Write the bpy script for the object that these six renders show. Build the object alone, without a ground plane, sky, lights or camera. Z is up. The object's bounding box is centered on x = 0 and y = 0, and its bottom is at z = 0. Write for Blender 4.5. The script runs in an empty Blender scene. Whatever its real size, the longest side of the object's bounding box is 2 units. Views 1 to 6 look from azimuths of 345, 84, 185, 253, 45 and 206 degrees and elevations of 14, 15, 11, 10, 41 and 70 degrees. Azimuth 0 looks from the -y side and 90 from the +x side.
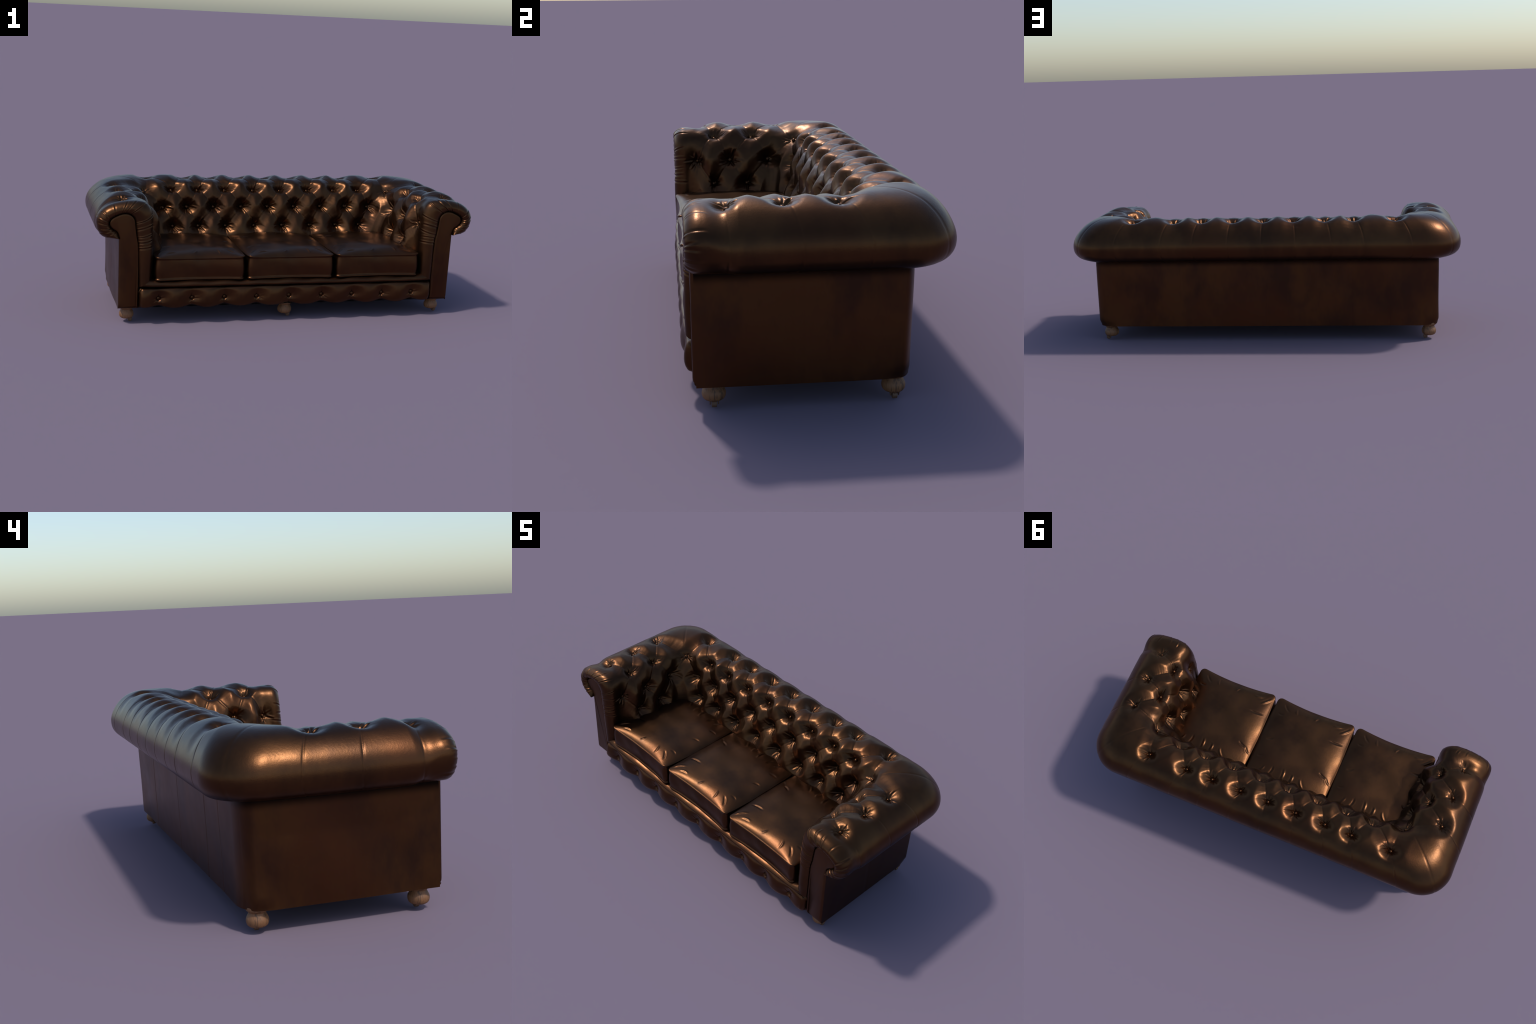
"""Button-tufted leather sofa with rolled arms, three loose cushions and bun feet."""
import math
import bpy
import numpy as np
from mathutils import Vector, Matrix
from mathutils.kdtree import KDTree

rng = np.random.default_rng(11)
scene = bpy.context.scene
ARM_X = 0.588          # |x| of an arm surface = ARM_X + depth coordinate d
FRONT_Y = -0.345       # where the rolled front edge of the arms begins


# --------------------------------------------------------------------------
# small helpers
# --------------------------------------------------------------------------
def smooth(a, b, x):
    x = np.clip((x - a) / (b - a), 0, 1)
    return x * x * (3 - 2 * x)


def spline(points, n):
    """Catmull-Rom through control points, n samples evenly spaced in the control index."""
    p = np.asarray(points, float)
    p = np.vstack([2 * p[0] - p[1], p, 2 * p[-1] - p[-2]])
    u = np.linspace(0, len(p) - 3 - 1e-9, n)
    return spline_at(p, u)


def spline_at(p, u):
    i = np.floor(u).astype(int)
    f = (u - i)[:, None]
    a, b, c, d = p[i], p[i + 1], p[i + 2], p[i + 3]
    return 0.5 * (2 * b + (c - a) * f + (2 * a - 5 * b + 4 * c - d) * f ** 2 + (3 * b - a - 3 * c + d) * f ** 3)


def ghost(points):
    p = np.asarray(points, float)
    return np.vstack([2 * p[0] - p[1], p, 2 * p[-1] - p[-2]])


def blur(h, n=1):
    for _ in range(n):
        p = np.pad(h, 1, mode="edge")
        h = (p[:-2, 1:-1] + p[2:, 1:-1] + p[1:-1, :-2] + p[1:-1, 2:] + 4 * p[1:-1, 1:-1]) / 8
    return h


def grid_normals(P):
    n = np.cross(np.gradient(P, axis=0), np.gradient(P, axis=1))
    return n / np.maximum(np.linalg.norm(n, axis=2, keepdims=True), 1e-12)


def value_noise(p, scale, seed):
    """Cheap smooth 3D noise from a few random plane waves."""
    r = np.random.default_rng(seed)
    out = np.zeros(p.shape[:-1])
    for _ in range(9):
        k = r.normal(size=3) * scale
        out += np.sin(p @ k + r.uniform(0, 6.28))
    return out / 3.0


def link(obj, parent, material=None):
    scene.collection.objects.link(obj)
    obj.parent = parent
    if material and not obj.data.materials:
        obj.data.materials.append(material)
    return obj


def mesh_object(name, verts, faces, parent, material, smooth_shade=True, angle=None):
    me = bpy.data.meshes.new(name)
    me.from_pydata([tuple(map(float, v)) for v in verts], [], [tuple(map(int, f)) for f in faces])
    me.update()
    if smooth_shade:
        me.polygons.foreach_set("use_smooth", [True] * len(me.polygons))
        if angle:
            me.set_sharp_from_angle(angle=math.radians(angle))
    o = bpy.data.objects.new(name, me)
    return link(o, parent, material)


def grid_faces(nu, nv, flip=False):
    i = np.arange(nu - 1)[:, None] * nv + np.arange(nv - 1)[None, :]
    q = np.stack([i, i + nv, i + nv + 1, i + 1], -1).reshape(-1, 4)
    return q[:, ::-1] if flip else q


def grid_object(name, P, parent, material, flip=False, normals=None):
    nu, nv = P.shape[:2]
    me = bpy.data.meshes.new(name)
    f = grid_faces(nu, nv, flip)
    me.vertices.add(nu * nv)
    me.vertices.foreach_set("co", P.reshape(-1).astype(np.float32))
    me.loops.add(f.size)
    me.loops.foreach_set("vertex_index", f.reshape(-1).astype(np.int32))
    me.polygons.add(len(f))
    me.polygons.foreach_set("loop_start", np.arange(0, f.size, 4, dtype=np.int32))
    me.update(calc_edges=True)
    me.validate()
    me.polygons.foreach_set("use_smooth", np.ones(len(me.polygons), bool))
    if normals is not None:
        me.normals_split_custom_set_from_vertices(normals.reshape(-1, 3).tolist())
    o = bpy.data.objects.new(name, me)
    return link(o, parent, material)


# --------------------------------------------------------------------------
# materials
# --------------------------------------------------------------------------
def nodes_of(mat):
    mat.use_nodes = True
    t = mat.node_tree
    return t, t.nodes, t.links, t.nodes["Principled BSDF"]


def leather_material(name, light, dark, red, rough=0.36, grain=0.12, metallic=0.9, edges=(0.42, 0.62), painted_shade_z=None):
    mat = bpy.data.materials.new(name)
    t, N, L, bsdf = nodes_of(mat)
    co = N.new("ShaderNodeTexCoord")

    def noise(scale, detail, rough_=0.55, stretch=(1, 1, 1)):
        mp = N.new("ShaderNodeMapping")
        mp.inputs["Scale"].default_value = stretch
        n = N.new("ShaderNodeTexNoise")
        n.inputs["Scale"].default_value = scale
        n.inputs["Detail"].default_value = detail
        n.inputs["Roughness"].default_value = rough_
        L.new(co.outputs["Object"], mp.inputs[0])
        L.new(mp.outputs[0], n.inputs["Vector"])
        return n

    def ramp(src, a, b, ca=(0, 0, 0, 1), cb=(1, 1, 1, 1)):
        r = N.new("ShaderNodeValToRGB")
        r.color_ramp.elements[0].position, r.color_ramp.elements[1].position = a, b
        r.color_ramp.elements[0].color, r.color_ramp.elements[1].color = ca, cb
        L.new(src, r.inputs[0])
        return r

    def mix(fac, a, b):
        m = N.new("ShaderNodeMix")
        m.data_type = "RGBA"
        L.new(fac, m.inputs[0])
        for sock, v in ((m.inputs[6], a), (m.inputs[7], b)):
            if isinstance(v, tuple):
                sock.default_value = (*v, 1)
            else:
                L.new(v, sock)
        return m.outputs[2]

    patches = ramp(noise(6.0, 5, 0.62, (1, 1, 0.5)).outputs[0], *edges)
    c = mix(patches.outputs[0], light, dark)
    reds = ramp(noise(3.1, 3, 0.5).outputs[0], 0.45, 0.7)
    c = mix(reds.outputs[0], c, red)
    if painted_shade_z:
        # occlusion shadow beneath the roll, painted into the base colour as a near-black gradient
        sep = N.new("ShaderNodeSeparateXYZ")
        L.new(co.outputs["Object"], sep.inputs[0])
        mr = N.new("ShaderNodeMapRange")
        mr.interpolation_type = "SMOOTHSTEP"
        mr.inputs["From Min"].default_value, mr.inputs["From Max"].default_value = painted_shade_z - 0.040, painted_shade_z
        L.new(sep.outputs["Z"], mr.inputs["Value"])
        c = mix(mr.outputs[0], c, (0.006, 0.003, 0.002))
    L.new(c, bsdf.inputs["Base Color"])
    bsdf.inputs["Metallic"].default_value = metallic
    rr = N.new("ShaderNodeMapRange")
    rr.inputs["To Min"].default_value, rr.inputs["To Max"].default_value = rough - 0.05, rough + 0.07
    L.new(noise(14, 4).outputs[0], rr.inputs["Value"])
    L.new(rr.outputs[0], bsdf.inputs["Roughness"])
    # fine grain
    vor = N.new("ShaderNodeTexVoronoi")
    vor.feature = "DISTANCE_TO_EDGE"
    vor.inputs["Scale"].default_value = 260
    L.new(co.outputs["Object"], vor.inputs["Vector"])
    add = N.new("ShaderNodeMath")
    add.operation = "MULTIPLY_ADD"
    add.inputs[1].default_value = 0.5
    L.new(vor.outputs["Distance"], add.inputs[0])
    L.new(noise(120, 3).outputs[0], add.inputs[2])
    bump = N.new("ShaderNodeBump")
    bump.inputs["Strength"].default_value = grain
    bump.inputs["Distance"].default_value = 0.002
    L.new(add.outputs[0], bump.inputs["Height"])
    L.new(bump.outputs[0], bsdf.inputs["Normal"])
    return mat


def wood_material():
    mat = bpy.data.materials.new("turned_wood")
    t, N, L, bsdf = nodes_of(mat)
    co = N.new("ShaderNodeTexCoord")
    mp = N.new("ShaderNodeMapping")
    mp.inputs["Scale"].default_value = (1, 1, 0.05)
    n = N.new("ShaderNodeTexNoise")
    n.inputs["Scale"].default_value = 190
    n.inputs["Detail"].default_value = 4
    r = N.new("ShaderNodeValToRGB")
    r.color_ramp.elements[0].position, r.color_ramp.elements[1].position = 0.36, 0.50
    r.color_ramp.elements[0].color = (0.075, 0.034, 0.014, 1)
    r.color_ramp.elements[1].color = (0.185, 0.082, 0.031, 1)
    L.new(co.outputs["Object"], mp.inputs[0])
    L.new(mp.outputs[0], n.inputs["Vector"])
    L.new(n.outputs[0], r.inputs[0])
    L.new(r.outputs[0], bsdf.inputs["Base Color"])
    bsdf.inputs["Roughness"].default_value = 0.6
    bump = N.new("ShaderNodeBump")
    bump.inputs["Strength"].default_value = 0.35
    bump.inputs["Distance"].default_value = 0.002
    L.new(n.outputs[0], bump.inputs["Height"])
    L.new(bump.outputs[0], bsdf.inputs["Normal"])
    return mat


def plain_material(name, color, rough, metallic=0.0):
    mat = bpy.data.materials.new(name)
    t, N, L, bsdf = nodes_of(mat)
    co = N.new("ShaderNodeTexCoord")
    n = N.new("ShaderNodeTexNoise")
    n.inputs["Scale"].default_value = 40
    r = N.new("ShaderNodeValToRGB")
    r.color_ramp.elements[0].color = (*[c * 0.7 for c in color], 1)
    r.color_ramp.elements[1].color = (*[min(1, c * 1.2) for c in color], 1)
    L.new(co.outputs["Object"], n.inputs["Vector"])
    L.new(n.outputs[0], r.inputs[0])
    L.new(r.outputs[0], bsdf.inputs["Base Color"])
    bsdf.inputs["Roughness"].default_value = rough
    bsdf.inputs["Metallic"].default_value = metallic
    return mat


LEATHER = leather_material("tufted_leather", (0.081, 0.036, 0.015), (0.052, 0.024, 0.012), (0.074, 0.029, 0.0125), 0.31, 0.13, 0.95)
LEATHER_SEAT = leather_material("cushion_leather", (0.081, 0.036, 0.015), (0.052, 0.024, 0.012), (0.074, 0.029, 0.0125), 0.33, 0.14, 0.95)
LEATHER_FLAT = leather_material("panel_leather", (0.088, 0.038, 0.015), (0.052, 0.024, 0.014), (0.078, 0.029, 0.013), 0.36, 0.08, 0.95, (0.42, 0.60))
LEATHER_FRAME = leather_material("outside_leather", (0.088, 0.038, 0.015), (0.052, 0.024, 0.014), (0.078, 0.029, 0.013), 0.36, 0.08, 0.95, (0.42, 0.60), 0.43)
WOOD = wood_material()
BRASS = plain_material("caster_wood", (0.12, 0.06, 0.03), 0.6)
LINING = plain_material("dust_lining", (0.012, 0.010, 0.009), 0.95)

# --------------------------------------------------------------------------
# the sofa
# --------------------------------------------------------------------------
sofa = bpy.data.objects.new("leather_sofa", None)
scene.collection.objects.link(sofa)
sofa["label"] = "dark brown leather three-seat sofa with rolled button-tufted arms and back"
sofa["category"] = "sofa"

# ---- tufted shell: one surface swept along the U of arm, back, arm ---------
# cross-section points (d outward from the seat, z), seat level first, over the
# top, round the roll and back under it to the frame
BACK_SECTION = [(.072, .24), (.060, .33), (.066, .39), (.082, .45), (.101, .52), (.122, .575), (.157, .622), (.203, .645),
                (.252, .652), (.300, .648), (.345, .629), (.380, .594), (.402, .553), (.412, .515), (.408, .478), (.390, .450),
                (.362, .434), (.328, .428), (.296, .432)]
ARM_SECTION = [(.062, .24), (.050, .33), (.054, .39), (.068, .45), (.088, .52), (.112, .575), (.150, .620), (.200, .640),
               (.250, .647), (.298, .641), (.341, .622), (.377, .590), (.402, .553), (.412, .515), (.408, .478), (.390, .452),
               (.362, .439), (.330, .436), (.302, .440)]
FRONT_SECTION = [(.132, .235), (.131, .30), (.131, .354), (.131, .42), (.131, .475), (.131, .53), (.136, .570), (.150, .600), (.173, .620),
                 (.208, .628), (.255, .628), (.305, .621), (.354, .605), (.391, .578), (.410, .546), (.411, .507), (.399, .473), (.370, .447), (.303, .440)]
PANEL_OUTLINE = [(.200, .195), (.200, .285), (.201, .345), (.204, .41), (.212, .455), (.218, .503), (.222, .532), (.232, .552), (.249, .565),
                 (.270, .570), (.292, .567), (.312, .559), (.331, .549), (.345, .536), (.350, .520), (.345, .502), (.330, .487), (.312, .474), (.3022, .446)]
# control points of FRONT_SECTION sit a little ahead of the other sections', so
# sections are blended point by point

NT = 330
u0 = np.linspace(0, 18, 4000)
sec = spline_at(ghost(BACK_SECTION), np.minimum(u0, 18 - 1e-9))
arc = np.concatenate([[0], np.cumsum(np.linalg.norm(np.diff(sec, axis=0), axis=1))])
# denser samples over the tufting, sparser on the plain outer roll
dens = np.where(u0 < 9.5, 1.0, 0.72)
warp = np.concatenate([[0], np.cumsum(np.diff(arc) * dens[1:])])
ut = np.interp(np.linspace(0, warp[-1], NT), warp, u0)
ut = np.minimum(ut, 18 - 1e-9)
S_BACK, S_ARM, S_FRONT, S_PANEL = (spline_at(ghost(q), ut) for q in (BACK_SECTION, ARM_SECTION, FRONT_SECTION, PANEL_OUTLINE))
t_len = np.concatenate([[0], np.cumsum(np.linalg.norm(np.diff(S_FRONT, axis=0), axis=1))])


def corner_radius(d):
    return np.clip(0.065 + (d - 0.06) * 0.285, 0.05, 0.2)


CAP_MAX = math.radians(146)


def cap_curve(e):
    """rounded front edge of the arm: inward share and forward reach for e in 0..1"""
    phi = e * CAP_MAX
    return ((1 - np.cos(phi)) / (1 - math.cos(CAP_MAX))) ** 0.82, 0.047 * np.sin(phi) ** 0.85


N_CAP, N_ARM, N_CORNER, N_BACK = 30, 190, 44, 540
half = []          # right half (+x), from the panel edge to the middle of the back
r_mid = corner_radius((S_ARM[:, 0] + S_BACK[:, 0]) / 2)
X, Y = ARM_X + S_ARM[:, 0], S_BACK[:, 0]
for e in np.linspace(1, 0, N_CAP, endpoint=False):
    w, reach = cap_curve(np.array(e))
    p = S_FRONT * (1 - w) + S_PANEL * w
    half.append(np.stack([ARM_X + p[:, 0], np.full(NT, FRONT_Y - reach), p[:, 1]], 1))
for k in np.linspace(0, 1, N_ARM, endpoint=False):
    y = FRONT_Y + (Y - r_mid - FRONT_Y) * k
    f = 1 - smooth(-0.335, -0.235, y)[:, None]
    p = S_FRONT * f + S_ARM * (1 - f)
    half.append(np.stack([ARM_X + p[:, 0], y, p[:, 1]], 1))
n_before_corner = len(half)
for k in np.linspace(0, 1, N_CORNER + 1):
    a = k * math.pi / 2
    z = S_ARM[:, 1] * (1 - k) + S_BACK[:, 1] * k
    half.append(np.stack([X - r_mid + r_mid * math.cos(a), Y - r_mid + r_mid * math.sin(a), z], 1))
mitre = n_before_corner + N_CORNER // 2
right = np.array(half)
kb = np.linspace(1, -1, N_BACK + 1)[1:-1]
back = np.stack([kb[:, None] * (X - r_mid), np.repeat(Y[None], len(kb), 0), np.repeat(S_BACK[None, :, 1], len(kb), 0)], 2)
left = right[::-1] * np.array([-1, 1, 1])
BASE = np.concatenate([right, back, left])
NC = len(BASE)
N0 = grid_normals(BASE)
if N0[NC // 2, NT // 3] @ np.array([0, -1, 0.3]) < 0:
    N0 = -N0
FLAT = BASE.reshape(-1, 3)
NFLAT = N0.reshape(-1, 3)

base_tree = KDTree(len(FLAT))
for i, p in enumerate(FLAT):
    base_tree.insert(p, i)
base_tree.balance()

# ---- the buttons ------------------------------------------------------------
# rows from the top of the roll down to the seat
ROW_DZ = {1: (.279, .606), 2: (.190, .577), 3: (.166, .491), 4: (.121, .394)}
ROW_DZ_ARM = {1: (.275, .612), 2: (.182, .579), 3: (.142, .492), 4: (.112, .394)}
BACK_X = {1: [0, .155, .313, .458, .671], 2: [.079, .240, .396, .541], 3: [0, .152, .310, .458, .594], 4: [.082, .244, .398, .541]}
ARM_Y = {1: [-.266, -.105, .060], 2: [-.212, -.047], 3: [-.292, -.146, .022], 4: [-.222, -.074]}
knots = {}         # (part, row, index) -> position
for row, xs in BACK_X.items():
    d, z = ROW_DZ[row]
    for s in (1, -1):
        for x in xs:
            if x == 0 and s < 0:
                continue
            knots[("back", row, round(s * x, 3))] = (s * x, d - (0.022 if row >= 3 and x > .5 else 0) * (row == 3) , z)
for row, ys in ARM_Y.items():
    d, z = ROW_DZ_ARM[row]
    for s in (1, -1):
        for y in ys:
            knots[("arm", row, (s, y))] = (s * (ARM_X + d), y, z)
for s in (1, -1):
    knots[("corner", 2, s)] = (s * .700, .136, .580)

KEY, KPOS = list(knots), np.array([knots[k] for k in knots])
K_IDX, K_DEPTH = [], []
for p in KPOS:
    co, i, dist = base_tree.find(p)
    K_IDX.append(i)
    K_DEPTH.append(float(np.clip((FLAT[i] - p) @ NFLAT[i], 0.026, 0.046 if abs(p[0]) > .695 else 0.056)))
K_BASE = FLAT[K_IDX]
kid = {k: i for i, k in enumerate(KEY)}

# ---- the folds between buttons ---------------------------------------------
folds = []         # each: (points on the surface, depth at each, width at each)


def on_surface(p):
    return base_tree.find(p)[1]


def fold(a, b, mid=0.020, width=0.078, reach=0.024):
    pa, pb, da, db = K_BASE[a], K_BASE[b], K_DEPTH[a], K_DEPTH[b]
    L = np.linalg.norm(pb - pa)
    f = np.linspace(0, 1, max(6, int(L / 0.004)))
    sway = rng.uniform(-0.007, 0.007)
    mid = mid * rng.uniform(0.85, 1.15)
    line = pa + (pb - pa) * f[:, None] + np.stack([0 * f, 0 * f, sway * np.sin(math.pi * f)], 1)
    g = mid + (0.6 * da - mid) * np.exp(-(f * L / reach) ** 2) + (0.6 * db - mid) * np.exp(-((1 - f) * L / reach) ** 2)
    folds.append((FLAT[[on_surface(p) for p in line]], g, np.full(len(f), width * rng.uniform(0.92, 1.08))))


def fold_to(a, target, end, width0=0.070, width1=0.060, reach=0.03, mid=0.02):
    pa, da = K_BASE[a], K_DEPTH[a]
    target = np.array(target, float)
    L = np.linalg.norm(target - pa)
    f = np.linspace(0, 1, max(6, int(L / 0.004)))
    line = pa + (target - pa) * f[:, None]
    g = mid + (end - mid) * f + (0.7 * da - mid) * np.exp(-(f * L / reach) ** 2)
    folds.append((FLAT[[on_surface(p) for p in line]], g, width0 + (width1 - width0) * f))


def near(a, b, limit):
    return abs(a - b) < limit


for s in (1, -1):
    for row in (1, 2, 3):
        for xa in BACK_X[row]:
            for xb in BACK_X[row + 1]:
                if near(xa, xb, 0.14) and not (row == 1 and xa > .6 and xb < .5):
                    ka, kb_ = ("back", row, round(s * xa, 3)), ("back", row + 1, round(s * xb, 3))
                    if s < 0 and xa == 0 or s < 0 and xb == 0:
                        if ka not in kid:
                            ka = ("back", row, 0)
                        if kb_ not in kid:
                            kb_ = ("back", row + 1, 0)
                    fold(kid[ka], kid[kb_], 0.015 if row == 1 else 0.020)
        for ya in ARM_Y[row]:
            for yb in ARM_Y[row + 1]:
                if near(ya, yb, 0.125):
                    fold(kid[("arm", row, (s, ya))], kid[("arm", row + 1, (s, yb))], 0.014)
    c = kid[("corner", 2, s)]
    fold(kid[("back", 1, round(s * .671, 3))], c, 0.016)
    fold(kid[("arm", 1, (s, .060))], c, 0.016)
    fold(kid[("back", 3, round(s * .594, 3))], c, 0.020)
    fold(kid[("arm", 3, (s, .022))], c, 0.020)
    # row 4 pleats running down behind the cushions
    for x in BACK_X[4]:
        fold_to(kid[("back", 4, round(s * x, 3))], (s * x, .065, .28), 0.008, mid=0.014)
    for y in ARM_Y[4]:
        fold_to(kid[("arm", 4, (s, y))], (s * (ARM_X + .055), y, .28), 0.005, mid=0.012)
    fold_to(kid[("arm", 3, (s, .022))], (s * (ARM_X + .055), .035, .30), 0.006, mid=0.012)
    # front row 3 button of the arm towards the pleated front and the seat
    fold_to(kid[("arm", 3, (s, -.292))], (s * (ARM_X + .10), -.300, .35), 0.002, mid=0.010, width1=0.05)
    # row 1 pleats running over the top of the roll
    for x in BACK_X[1]:
        if x == 0 and s < 0:
            continue
        fold_to(kid[("back", 1, round(s * x, 3))], (s * x, .375, .597), 0.003, 0.070, 0.062, 0.022, 0.014 if x < .6 else 0.006)
    for y in ARM_Y[1]:
        fold_to(kid[("arm", 1, (s, y))], (s * (ARM_X + .325), y, .630), 0.000, 0.055, 0.040, 0.018, 0.003)

POW = 3.0
acc = np.zeros(len(FLAT))
line_min = np.full(len(FLAT), 9.0)
for pts, g, w in folds:
    pad = w.max()
    m = np.nonzero(((FLAT > pts.min(0) - pad) & (FLAT < pts.max(0) + pad)).all(1) & (FLAT[:, 1] > -0.345))[0]
    best = np.full(len(m), 9.0)
    bg, bw = np.zeros(len(m)), np.full(len(m), pad)
    P = FLAT[m]
    for p, gi, wi in zip(pts, g, w):
        dd = np.sqrt(((P - p) ** 2).sum(1))
        c = dd < best
        best[c], bg[c], bw[c] = dd[c], gi, wi
    x = np.clip(best / bw, 0, 1)
    acc[m] += (bg * (1 - x * x) ** 2.6) ** POW
    line_min[m] = np.minimum(line_min[m], best)
# round pits that the buttons pull into the padding, hollower above the button
for b in range(len(KEY)):
    m = np.nonzero((np.abs(FLAT - K_BASE[b]) < 0.09).all(1))[0]
    n = NFLAT[K_IDX[b]]
    up = np.array([0, 0, 1.0]) - n * n[2]
    up /= np.linalg.norm(up)
    v = FLAT[m] - K_BASE[b]
    h_up = v @ up
    r = np.sqrt((v ** 2).sum(1))
    size = rng.uniform(0.0165, 0.0225) * (1 + (0.22 if KEY[b][1] > 1 else -0.48) * np.tanh(h_up / 0.015))
    acc[m] += (K_DEPTH[b] * np.exp(-(r / size) ** 1.5)) ** POW
H = -acc ** (1 / POW)
# a crisp line where the leather is folded under
H -= 0.0026 * np.exp(-(line_min / 0.0045) ** 2) * smooth(0.004, 0.014, -H)
# fade towards the smooth pleated front of the arm
fade = smooth(-0.345, -0.285, FLAT[:, 1])
H *= np.where(np.abs(FLAT[:, 0]) > 0.60, fade, 1)
H = blur(H.reshape(NC, NT), 3).reshape(-1)

# pit floor and radiating wrinkles at every button
for b in range(len(KEY)):
    v = FLAT - K_BASE[b]
    m = np.nonzero((np.abs(v) < 0.085).all(1))[0]
    v = v[m]
    n = NFLAT[K_IDX[b]]
    tu = np.cross(n, [0.3, 0.2, 1.0])
    tu /= np.linalg.norm(tu)
    tv = np.cross(n, tu)
    a, c = v @ tu, v @ tv
    r = np.hypot(a, c)
    core = np.exp(-(r / 0.010) ** 4)
    H[m] = H[m] * (1 - core) - K_DEPTH[b] * core
    add = np.zeros(len(m))
    k = rng.integers(6, 10)
    for th in np.linspace(0, 2 * math.pi, k, endpoint=False) + rng.uniform(-0.35, 0.35, k) + rng.uniform(0, 6):
        along, across = a * math.cos(th) + c * math.sin(th), -a * math.sin(th) + c * math.cos(th)
        across = across + 0.006 * rng.uniform(-1, 1) * np.sin(along * 60)
        ln, wd = rng.uniform(0.026, 0.062), rng.uniform(0.0028, 0.0042)
        env = smooth(0.008, 0.018, along) * (1 - smooth(ln * 0.45, ln, along))
        amp = rng.uniform(0.0020, 0.0048)
        add += amp * env * (np.exp(-((across - wd) / wd) ** 2) - 0.9 * np.exp(-((across + wd) / wd) ** 2))
    H[m] += add

# thin stitched pleats over the outer roll, and the mitre seam at the corners
grooves = []


def groove_column(col, t_from, depth=0.0018):
    for j in range(t_from, NT):
        grooves.append((BASE[col, j], depth * smooth(0, 30, np.float64(j - t_from))))


for k, i in zip(KEY, K_IDX):
    if k[1] == 1:
        groove_column(i // NT, i % NT + 10)
for col in (mitre, NC - 1 - mitre):
    groove_column(col, int(NT * 0.50), 0.0014)
g_tree = KDTree(len(grooves))
for i, g in enumerate(grooves):
    g_tree.insert(g[0], i)
g_tree.balance()
G_D = np.array([g[1] for g in grooves])
t_index = np.arange(len(FLAT)) % NT
for i in np.nonzero(t_index > NT * 0.45)[0]:
    _, j, dist = g_tree.find(FLAT[i])
    if dist < 0.03:
        H[i] -= G_D[j] * (math.exp(-(dist / 0.0028) ** 2) + 0.10 * math.exp(-(dist / 0.009) ** 2))

# gathers round the front edge of the arms
Hg = H.reshape(NC, NT)
y_of = BASE[:, :, 1]
ends = np.array([0.33, 0.365, 0.395])


def gathers(cols, seed):
    r = np.random.default_rng(seed)
    # loose folds up the inside, a few over the top, close ones under the scroll
    pos = [.165, .192, .232, .268, .318, .392, .440, .486, .560, .625, .662, .694, .722, .750, .778]
    pos = [p + r.uniform(-.006, .006) for p in pos if p < t_len[-1] - 0.03]
    yy = y_of[cols]
    for p in pos:
        amp, wd = r.uniform(0.0016, 0.0032), r.uniform(0.0030, 0.0042)
        back_to = r.uniform(-0.366, -0.325)
        env = 1 - smooth(back_to - 0.02, back_to + 0.012, yy)
        drift = (yy + 0.345) * r.uniform(-0.25, 0.25)
        q = t_len[None, :] - p + drift
        Hg[cols] += amp * env * (np.exp(-(q / wd) ** 2) * -1.0 + 0.8 * np.exp(-((q - 1.7 * wd) / wd) ** 2))


gathers(slice(0, N_CAP + 60), 5)
gathers(slice(NC - N_CAP - 60, NC), 8)
# the lowest edges meet the border and the frame exactly
Hg *= smooth(0, 8, np.arange(NT))[None, :]
Hg *= (1 - smooth(NT - 7, NT - 1, np.arange(NT)))[None, :]
soft = value_noise(BASE, 16, 3) * (0.0016 - 0.0011 * smooth(.50 * NT, .62 * NT, np.arange(NT)))[None, :] * smooth(0, 30, np.arange(NT))[None, :]
Hg = Hg + soft * (1 - smooth(NT - 9, NT - 1, np.arange(NT)))[None, :]
Hg = blur(Hg, 1)
SHELL = BASE + N0 * Hg[:, :, None]
NS = grid_normals(SHELL)
if NS[NC // 2, NT // 3] @ np.array([0, -1, 0.3]) < 0:
    NS = -NS
flip = (np.cross(BASE[NC // 2 + 1, NT // 3] - BASE[NC // 2, NT // 3], BASE[NC // 2, NT // 3 + 1] - BASE[NC // 2, NT // 3]) @ N0[NC // 2, NT // 3]) < 0

arms = []
arm_r = grid_object("armrest", SHELL[:mitre + 1], sofa, LEATHER, flip, NS[:mitre + 1])
backrest = grid_object("backrest", SHELL[mitre:NC - mitre], sofa, LEATHER, flip, NS[mitre:NC - mitre])
arm_l = grid_object("armrest", SHELL[NC - 1 - mitre:], sofa, LEATHER, flip, NS[NC - 1 - mitre:])
arms = {1: arm_r, -1: arm_l}

# ---- buttons as real pieces -------------------------------------------------
def lathe(profile, n, name):
    v, f = [], []
    for r, z in profile:
        for k in range(n):
            a = 2 * math.pi * k / n
            v.append((r * math.cos(a), r * math.sin(a), z))
    for i in range(len(profile) - 1):
        for k in range(n):
            f.append((i * n + k, i * n + (k + 1) % n, (i + 1) * n + (k + 1) % n, (i + 1) * n + k))
    f.append(tuple(range(n))[::-1])
    f.append(tuple((len(profile) - 1) * n + k for k in range(n)))
    me = bpy.data.meshes.new(name)
    me.from_pydata(v, [], f)
    me.update()
    me.polygons.foreach_set("use_smooth", [True] * len(me.polygons))
    return me


button_mesh = lathe([(0.0060, -0.005), (0.0080, -0.002), (0.0084, 0.0005), (0.0076, 0.0030), (0.0055, 0.0048), (0.0025, 0.0056), (0.0006, 0.0057)], 20, "button")
button_mesh.materials.append(LEATHER)


def add_button(pos, normal, parent, size=1.0):
    o = bpy.data.objects.new("button", button_mesh)
    q = Vector(normal).to_track_quat("Z", "Y")
    o.matrix_local = Matrix.LocRotScale(Vector(pos), q, Vector((size, size, size)))
    link(o, parent)


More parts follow.
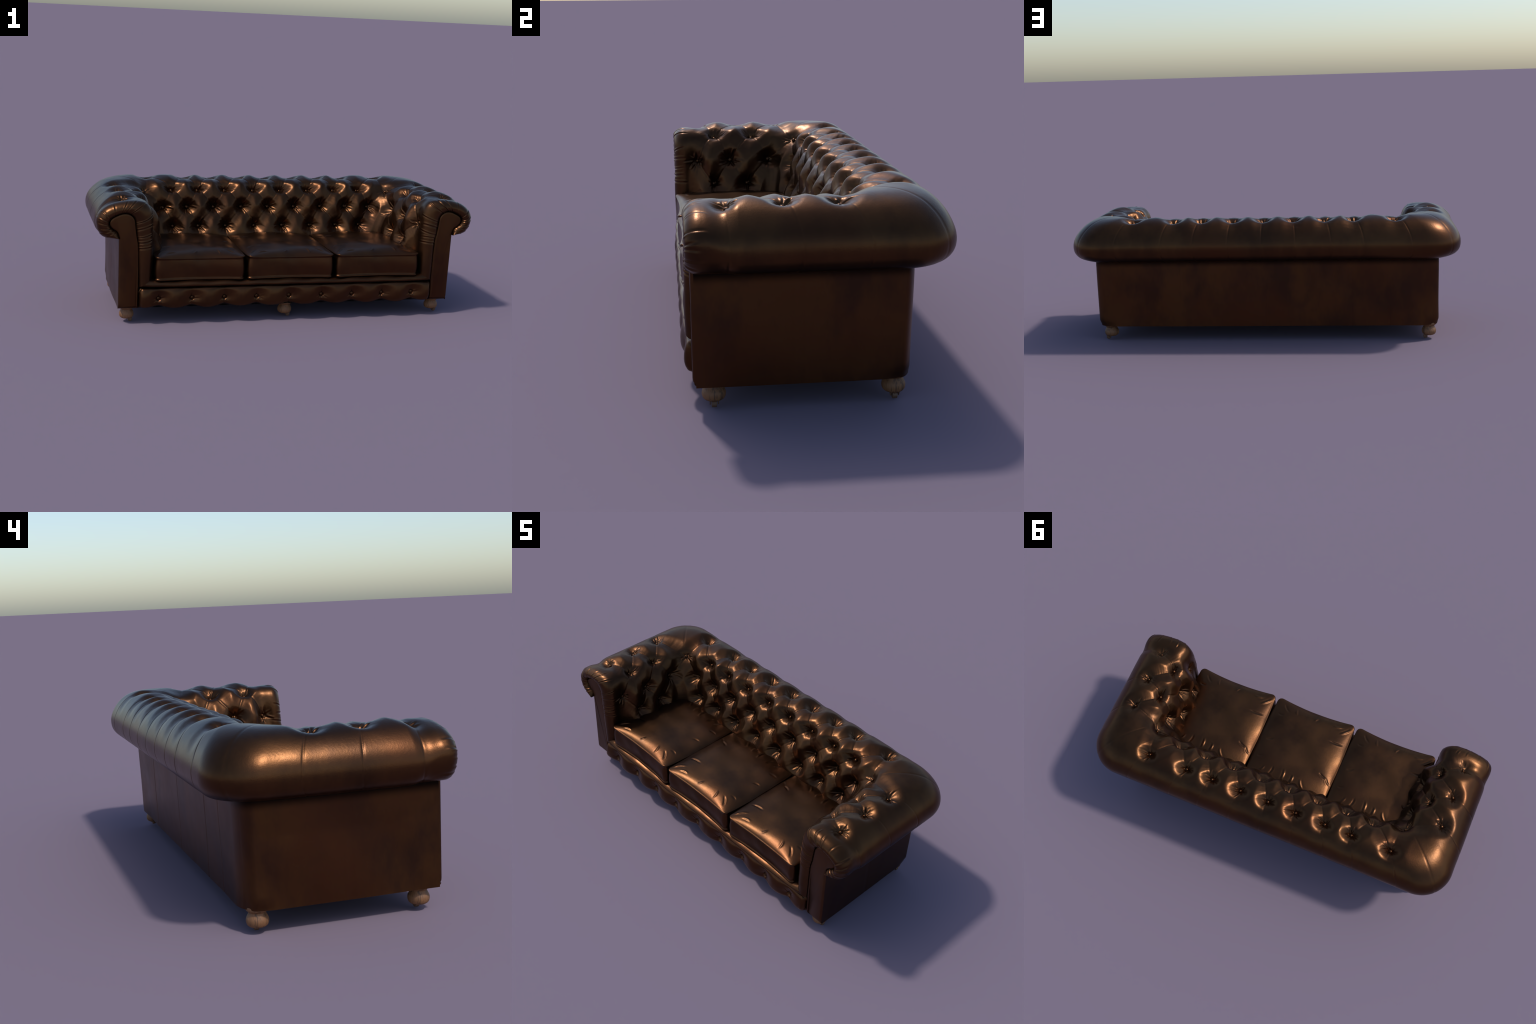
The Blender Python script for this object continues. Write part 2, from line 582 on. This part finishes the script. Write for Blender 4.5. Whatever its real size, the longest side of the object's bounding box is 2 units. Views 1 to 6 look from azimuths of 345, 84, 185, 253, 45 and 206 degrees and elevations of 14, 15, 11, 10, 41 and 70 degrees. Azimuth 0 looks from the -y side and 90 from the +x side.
for k, i in zip(KEY, K_IDX):
    col, j = divmod(i, NT)
    p, n = SHELL[col, j], N0[col, j]
    parent = backrest
    if k[0] == "arm":
        parent = arms[k[2][0]]
    add_button(p + n * 0.0005, n, parent, rng.uniform(0.92, 1.08))

# ---- front panels of the arms -----------------------------------------------
def arm_panel(side):
    """flat facing framed by the gathered edge, with a rounded rim"""
    upper = spline_at(ghost(PANEL_OUTLINE), np.linspace(0, 18 - 1e-9, 150))
    z_in, z_out = np.linspace(0.081, 0.19, 14), np.linspace(0.440, 0.081, 40)
    pts = np.vstack([np.stack([np.full(14, .2035) - (z_in - .081) * 0.02, z_in], 1), upper,
                     np.stack([np.full(40, .3022), z_out], 1)])
    c = np.array([.262, .33])
    rings, ys = [], [(0.0, -0.350), (0.0, -0.368), (0.0022, -0.3728), (0.006, -0.3755), (0.011, -0.3763)]
    # inward normals of the outline
    d = np.roll(pts, -1, 0) - np.roll(pts, 1, 0)
    nrm = np.stack([-d[:, 1], d[:, 0]], 1)
    nrm /= np.linalg.norm(nrm, axis=1, keepdims=True)
    area = np.sum(pts[:, 0] * np.roll(pts[:, 1], -1) - np.roll(pts[:, 0], -1) * pts[:, 1])
    if area < 0:
        nrm = -nrm
    for inset, y in ys:
        p = pts + nrm * inset
        rings.append(np.stack([side * (ARM_X + p[:, 0]), np.full(len(p), y), p[:, 1]], 1))
    V = np.vstack(rings)
    V[:, 1] += 0.009 * (1 - smooth(.081, .104, V[:, 2]))   # the lower edge is turned under
    n = len(pts)
    F = []
    for i in range(len(rings) - 1):
        for k in range(n):
            q = (i * n + k, i * n + (k + 1) % n, (i + 1) * n + (k + 1) % n, (i + 1) * n + k)
            F.append(q if side * area < 0 else q[::-1])
    cap = [(len(rings) - 1) * n + k for k in range(n)]
    F.append(cap if side * area < 0 else cap[::-1])
    o = mesh_object("arm_front_panel", V, F, arms[side], LEATHER_FLAT, True, 50)
    return o


for s in (1, -1):
    arm_panel(s)

# ---- frame: the plain box of sides and back below the roll ------------------
def frame_outline(n_side=60, n_corner=24, n_back=360):
    rx, ry, xw, yb = 0.100, 0.042, 0.8905, 0.296
    pts = [(xw, y) for y in np.linspace(-0.366, yb - ry, n_side, endpoint=False)]
    for a in np.linspace(0, math.pi / 2, n_corner, endpoint=False):
        pts.append((xw - rx + rx * math.cos(a) ** 1.12 if a < 1.57 else xw - rx, yb - ry + ry * math.sin(a) ** 1.12))
    pts += [(x, yb) for x in np.linspace(xw - rx, -(xw - rx), n_back, endpoint=False)]
    right_half = [p for p in pts[:n_side + n_corner]]
    pts += [(-x, y) for x, y in right_half[::-1]]
    return np.array(pts)


out = frame_outline()
zs = np.concatenate([[0.079, 0.082, 0.088, 0.097, 0.108], np.linspace(0.125, 0.455, 34)])
rows = []
for z in zs:
    p = out.copy()
    # rear corners draw in at the very bottom, the back leans out a little upwards
    corner = smooth(0.19, 0.285, out[:, 1]) * smooth(0.70, 0.88, np.abs(out[:, 0]))
    pull = 0.013 * (1 - smooth(0.079, 0.112, z)) * corner
    p[:, 0] -= np.sign(p[:, 0]) * pull
    p[:, 1] += 0.006 * smooth(0.08, 0.42, z) * smooth(0.1, 0.3, out[:, 1])
    # slight slackness of the leather
    q3 = np.stack([p[:, 0], p[:, 1], np.full(len(p), z)], 1)
    slack = value_noise(q3, 9, 21) * 0.0016 * smooth(-0.36, -0.27, out[:, 1])
    is_back = out[:, 1] > 0.2855
    p[:, 1] += np.where(is_back, slack, 0)
    p[:, 0] += np.where(is_back, 0, np.sign(out[:, 0]) * slack)
    # sewn seams of the outside back and of the sides
    for sx in (-0.64, -0.445, -0.012, 0.435):
        p[:, 1] -= np.where(is_back, 0.0018 * np.exp(-((out[:, 0] - sx) / 0.0035) ** 2), 0)
    for sy in (-0.055,):
        p[:, 0] -= np.where(np.abs(out[:, 0]) > 0.88, np.sign(out[:, 0]) * 0.0009 * np.exp(-((out[:, 1] - sy) / 0.006) ** 2), 0)
    rows.append(np.stack([p[:, 0], p[:, 1], np.full(len(p), z)], 1))
FR = np.array(rows)
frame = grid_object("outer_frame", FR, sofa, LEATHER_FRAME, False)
ring0 = FR[0]
nb = len(ring0)
under = mesh_object("dust_cover", ring0 * [0.985, 0.985, 1] + [0, 0, 0.004], [tuple(range(nb))[::-1]], frame, LINING, False)

# ---- seat border: the rolled ledge in front of the cushions -----------------
e = np.linspace(1, 0, 26)
w, reach = cap_curve(e)
cols = []
for k in np.linspace(-1, 1, 320):
    xlim = ARM_X + .132 * (1 - w) + .200 * w
    x = k * xlim
    wave = 0.0022 * np.cos(2 * math.pi * x / 0.1705) * (1 - np.abs(k) ** 12)
    z = .235 * (1 - w) + .195 * w + (-0.006 + 0.9 * wave) * (1 - np.abs(k) ** 20) * (1 - w * 0.3)
    y = FRONT_Y - reach * (1 + 0.14 * (1 - abs(k) ** 10)) - wave * 0.6
    c = np.stack([x, y, z], 1)
    tail = np.stack([np.full(6, k * xlim[-1]), np.linspace(FRONT_Y + 0.02, -0.20, 6), np.full(6, z[-1] - 0.004)], 1)
    cols.append(np.vstack([c, tail]))
border = grid_object("seat_border", np.array(cols), sofa, LEATHER, True)
deck = mesh_object("seat_deck", [(-.70, -.22, .222), (.70, -.22, .222), (.70, .12, .222), (-.70, .12, .222),
                                 (-.70, -.22, .205), (.70, -.22, .205), (.70, .12, .205), (-.70, .12, .205)],
                   [(0, 1, 2, 3), (7, 6, 5, 4), (0, 4, 5, 1), (1, 5, 6, 2), (2, 6, 7, 3), (3, 7, 4, 0)], sofa, LINING, False)

# ---- buttoned front rail -----------------------------------------------------
RAIL = spline([(-.366, .194), (-.380, .193), (-.391, .187), (-.399, .172), (-.404, .145), (-.403, .115), (-.3965, .096), (-.385, .083), (-.360, .080)], 70)
rail_x = np.linspace(-.7885, .7885, 640)
RX, RT = np.meshgrid(rail_x, np.arange(70), indexing="ij")
R0 = np.stack([RX, RAIL[:, 0][None].repeat(640, 0), RAIL[:, 1][None].repeat(640, 0)], 2)
RN = grid_normals(R0)
if RN[300, 35] @ np.array([0, -1, 0]) < 0:
    RN = -RN
btn_x = np.array([-.689, -.518, -.349, -.180, -.005, .172, .341, .509, .679])
Zr = R0[:, :, 1 + 1]
hr = np.zeros(RX.shape)
for bx in btn_x:
    dx = np.abs(RX - bx - 0.004 * np.sin((Zr - .13) * 60))
    up = np.clip(Zr - .132, 0, 1)
    dn = np.clip(.132 - Zr, 0, 1)
    depth = 0.011 + 0.006 * smooth(.15, .10, Zr) + 0.019 * np.exp(-((Zr - .138) / 0.034) ** 2) - 0.006 * smooth(.16, .195, Zr)
    W = 0.080
    x = np.clip(dx / W, 0, 1)
    hr = np.minimum(hr, -depth * (0.5 * (1 - x * x * (3 - 2 * x)) + 0.5 * (1 - np.sqrt(1 - (1 - x) ** 2)) ** 0.9))
    rr = np.hypot(RX - bx, Zr - .132)
    core = np.exp(-(rr / 0.010) ** 4)
    hr = hr * (1 - core) - 0.036 * core + 0.005 * np.exp(-((RX - bx) / .009) ** 2 - ((Zr - .112) / .010) ** 2)
    # small puckers below and beside the button
    for th in rng.uniform(0, 2 * math.pi, 6):
        al = (RX - bx) * math.cos(th) + (Zr - .132) * math.sin(th)
        ac = -(RX - bx) * math.sin(th) + (Zr - .132) * math.cos(th)
        hr += rng.uniform(0.0008, 0.002) * smooth(0.008, 0.015, al) * (1 - smooth(0.02, 0.045, al)) * (np.exp(-((ac - .003) / .003) ** 2) - np.exp(-((ac + .003) / .003) ** 2))
edge = smooth(.7885, .770, np.abs(RX))
hr = hr - 0.007 * smooth(.68, .775, np.abs(RX)) - 0.032 * (1 - np.sqrt(np.clip(1 - (1 - np.clip((.7885 - np.abs(RX)) / .022, 0, 1)) ** 2, 0, 1)))
hr += value_noise(R0, 22, 33) * 0.0014
hr *= (1 - smooth(62, 69, RT)) * 0.85 + 0.15
hr *= smooth(0, 10, RT) * 0.6 + 0.4
hr = blur(hr, 2)
RS = R0 + RN * hr[:, :, None]
# scalloped lower edge
low = smooth(.12, .085, RS[:, :, 2])
near_b = np.min(np.abs(RX[:, :, None] - btn_x[None, None, :]), axis=2)
RS[:, :, 2] += low * 0.006 * np.exp(-(near_b / 0.03) ** 2)
flip_r = np.cross(R0[1, 35] - R0[0, 35], R0[0, 36] - R0[0, 35]) @ np.array([0, -1, 0]) < 0
rail = grid_object("front_rail", RS, sofa, LEATHER, bool(flip_r))
for bx in btn_x:
    i, j = np.argmin(np.abs(rail_x - bx)), np.argmin(np.abs(RAIL[8:60, 1] - .132)) + 8
    add_button(RS[i, j] + np.array([0, -0.0005, 0]), (0, -1, 0.05), rail, 1.30)

# ---- seat cushions -----------------------------------------------------------
def cushion_mesh():
    nx, ny = 150, 156
    yb_, yf = 0.115, -0.392
    a = np.linspace(-1, 1, nx)
    b = np.linspace(-1, 1, ny)
    A, B = np.meshgrid(a, b, indexing="ij")

    def plan(A, B, grow=0.0):
        """rounded-corner outline with pulled-out corners and full sides"""
        hx, hy, r = 0.2255 + grow, (yb_ - yf) / 2 + grow, 0.024
        x, y = A * hx, B * hy
        la, lb = np.clip((np.abs(x) - (hx - r)) / r, 0, 1), np.clip((np.abs(y) - (hy - r)) / r, 0, 1)
        na, nb_ = la * np.sqrt(1 - lb ** 2 / 2), lb * np.sqrt(1 - la ** 2 / 2)
        x = np.sign(x) * np.where(la > 0, hx - r + r * na, np.abs(x))
        y = np.sign(y) * np.where(lb > 0, hy - r + r * nb_, np.abs(y))
        t = (y + hy) / (2 * hy)
        x = x * (1 + 0.040 * np.sin(math.pi * np.clip(t, 0, 1)) ** 0.8)
        y = y + np.where(y < 0, 1, 0) * 0.015 * (1 - (x / hx) ** 2) * smooth(0.4, 1, -y / hy)
        return x, y + (yb_ + yf) / 2

    X_, Y_ = plan(A, B)
    edge = np.minimum(1 - np.abs(A), (1 - np.abs(B)) * 1.1)
    crown = (1 - A ** 4) * (1 - np.abs(B) ** np.where(B < 0, 7, 4))
    Z = 0.346 + 0.026 * crown ** 0.8 + 0.004 * np.exp(-(edge / 0.02) ** 2) * 0
    # corners lift slightly
    Z += 0.004 * (np.abs(A) ** 6) * (np.abs(B) ** 6)
    # pulled creases near corners and edges: (x0, y0, x1, y1, height)
    creases = [(.105, -.362, .091, -.319, .0030), (.180, -.364, .137, -.318, -.0034), (.196, -.296, .164, -.292, -.0026), (-.030, -.352, -.013, -.325, .0024),
               (-.120, -.340, -.172, -.352, .0030), (-.168, -.306, -.219, -.362, .0040), (-.128, -.247, -.208, -.252, -.0040), (.198, -.130, .160, -.144, -.0028),
               (.207, -.022, .172, -.030, -.0026), (.027, .062, .030, .005, .0040), (-.022, .062, -.025, .018, .0036), (-.068, .026, -.100, .070, .0030),
               (-.150, -.054, -.200, -.034, -.0034), (-.196, -.036, -.228, -.008, -.0034), (.107, .060, .095, .010, -.0028), (.160, .055, .140, .025, .0026)]
    for x0, y0, x1, y1, h in creases:
        L = math.hypot(x1 - x0, y1 - y0)
        ux, uy = (x1 - x0) / L, (y1 - y0) / L
        al = (X_ - x0) * ux + (Y_ - y0) * uy
        ac = -(X_ - x0) * uy + (Y_ - y0) * ux + 0.004 * np.sin(al / L * 3.1)
        env = smooth(-0.004, L * 0.35, al) * (1 - smooth(L * 0.6, L + 0.006, al))
        wd = 0.0048
        Z += 0.9 * h * env * (np.exp(-(ac / wd) ** 2) - 0.25 * np.exp(-((ac - np.sign(h) * 2 * wd) / wd) ** 2))
    Z -= 0.0045 * (1 - A ** 2) * smooth(-0.55, -1.0, B)   # the front edge sags between the corners
    P3 = np.stack([X_, Y_, np.zeros_like(X_)], 2)
    Z += value_noise(P3, 24, 15) * 0.0011
    Z += value_noise(P3, 18, 5) * 0.0018 * smooth(0, 0.25, edge)
    top = np.stack([X_, Y_, Z], 2)
    # boundary loop, counter-clockwise, then rings down the sides
    ring = [(i, 0) for i in range(nx)] + [(nx - 1, j) for j in range(1, ny)] + [(i, ny - 1) for i in range(nx - 2, -1, -1)] + [(0, j) for j in range(ny - 2, 0, -1)]
    V = list(map(tuple, top.reshape(-1, 3)))
    F = [tuple(q) for q in grid_faces(nx, ny)]
    ring_idx = [i * ny + j for i, j in ring]
    rp = top[[i for i, j in ring], [j for i, j in ring]]
    ctr = np.array([0, (yb_ + yf) / 2])
    dirs = np.roll(rp[:, :2], -1, 0) - np.roll(rp[:, :2], 1, 0)
    outn = np.stack([dirs[:, 1], -dirs[:, 0]], 1)
    outn /= np.linalg.norm(outn, axis=1, keepdims=True)
    m = len(ring)
    # piped top edge, boxed side, piped lower edge: (outward offset, fall)
    drop = 0.346 - 0.224
    side = [(0.0026, 0.0010), (0.0040, 0.0035), (0.0036, 0.0065), (0.0012, 0.0088), (-0.0012, 0.0105)]
    side += [(-0.0012 + 0.0045 * math.sin(math.pi * f), 0.0105 + (drop - 0.0235) * f) for f in np.linspace(0.06, 0.94, 20)]
    side += [(-0.0012, drop - 0.0130), (0.0014, drop - 0.0112), (0.0036, drop - 0.0085), (0.0036, drop - 0.0050), (0.0016, drop - 0.0020), (-0.004, drop)]
    prev = ring_idx
    for off, fall in side:
        base = len(V)
        xy = rp[:, :2] + outn * off
        z = 0.346 - fall + (rp[:, 2] - 0.346) * max(0, 1 - fall / 0.02)
        sl = np.stack([xy[:, 0], xy[:, 1], np.broadcast_to(z, m)], 1)
        inner = math.sin(math.pi * min(1, max(0, fall / drop)))
        wr = value_noise(sl * np.array([1, 1, 0.45]), 34, 9) * 0.0021 * inner
        sl[:, :2] += outn * wr[:, None]
        V += list(map(tuple, sl))
        cur = list(range(base, base + m))
        for k in range(m):
            F.append((prev[k], cur[k], cur[(k + 1) % m], prev[(k + 1) % m]))
        prev = cur
    F.append(tuple(prev[::-1]))
    me = bpy.data.meshes.new("seat_cushion")
    me.from_pydata([tuple(map(float, v)) for v in V], [], [tuple(map(int, f)) for f in F])
    me.update()
    me.polygons.foreach_set("use_smooth", [True] * len(me.polygons))
    me.materials.append(LEATHER_SEAT)
    return me


cm = cushion_mesh()
for cx, cy, rot in ((-0.479, 0.0005, 0.0), (-0.0035, 0.0, 0.0), (0.474, -0.001, 0.0)):
    o = bpy.data.objects.new("seat_cushion", cm)
    o.location = (cx, cy, 0)
    link(o, sofa)

# ---- feet --------------------------------------------------------------------
def foot_mesh():
    prof = spline([(.0368, .0860), (.0366, .0785), (.0350, .0735), (.0312, .0695), (.0280, .0665), (.0284, .0630), (.0318, .0560), (.0355, .0475), (.0367, .0400), (.0358, .0325), (.0325, .0250), (.0250, .0195), (.0120, .0175)], 56)
    n = 128
    v, f = [], []
    for r, z in prof:
        reed = smooth(.070, .060, z) * smooth(.018, .028, z)
        for k in range(n):
            a = 2 * math.pi * k / n
            rr = r * (1 + 0.006 * reed * math.cos(32 * a + 0.7 * math.sin(z * 150)))
            v.append((rr * math.cos(a), rr * math.sin(a), z))
    for i in range(len(prof) - 1):
        for k in range(n):
            f.append((i * n + k, (i + 1) * n + k, (i + 1) * n + (k + 1) % n, i * n + (k + 1) % n))
    f.append(tuple(range(n)))
    f.append(tuple((len(prof) - 1) * n + k for k in range(n))[::-1])
    me = bpy.data.meshes.new("foot")
    me.from_pydata(v, [], f)
    me.update()
    me.polygons.foreach_set("use_smooth", [True] * len(me.polygons))
    me.materials.append(WOOD)
    return me


fm = foot_mesh()
wheel = lathe([(0.0070, -0.0080), (0.0100, -0.0074), (0.0110, -0.0060), (0.0110, 0.0060), (0.0100, 0.0074), (0.0070, 0.0080)], 28, "caster_wheel")
wheel.materials.append(BRASS)
wheel.set_sharp_from_angle(angle=math.radians(40))


def fork_mesh():
    v, f = [], []
    for y in (-0.0125, 0.0125):
        b = len(v)
        for dy in (-0.0016, 0.0016):
            v += [(-0.012, y + dy, 0.030), (-0.003, y + dy, 0.010), (0.004, y + dy, 0.010), (0.010, y + dy, 0.024), (0.004, y + dy, 0.032)]
        f += [(b, b + 1, b + 2, b + 3, b + 4), (b + 9, b + 8, b + 7, b + 6, b + 5)]
        f += [(b + (i + 1) % 5, b + i, b + 5 + i, b + 5 + (i + 1) % 5) for i in range(5)]
    me = bpy.data.meshes.new("caster_fork")
    me.from_pydata(v, [], f)
    me.update()
    me.materials.append(BRASS)
    return me


fork = fork_mesh()
for x, y in ((-.8415, -.312), (.8315, -.312), (-.007, -.312), (-.8415, .246), (.8315, .241)):
    o = bpy.data.objects.new("foot", fm)
    o.location = (x, y, 0)
    link(o, sofa)
    wv = bpy.data.objects.new("caster_wheel", wheel)
    wv.location = (0.0185, 0, 0.011)
    wv.rotation_euler = (math.pi / 2, 0, 0)
    link(wv, o)
    fk = bpy.data.objects.new("caster_fork", fork)
    fk.location = (0.0185, 0, 0)
    link(fk, o)
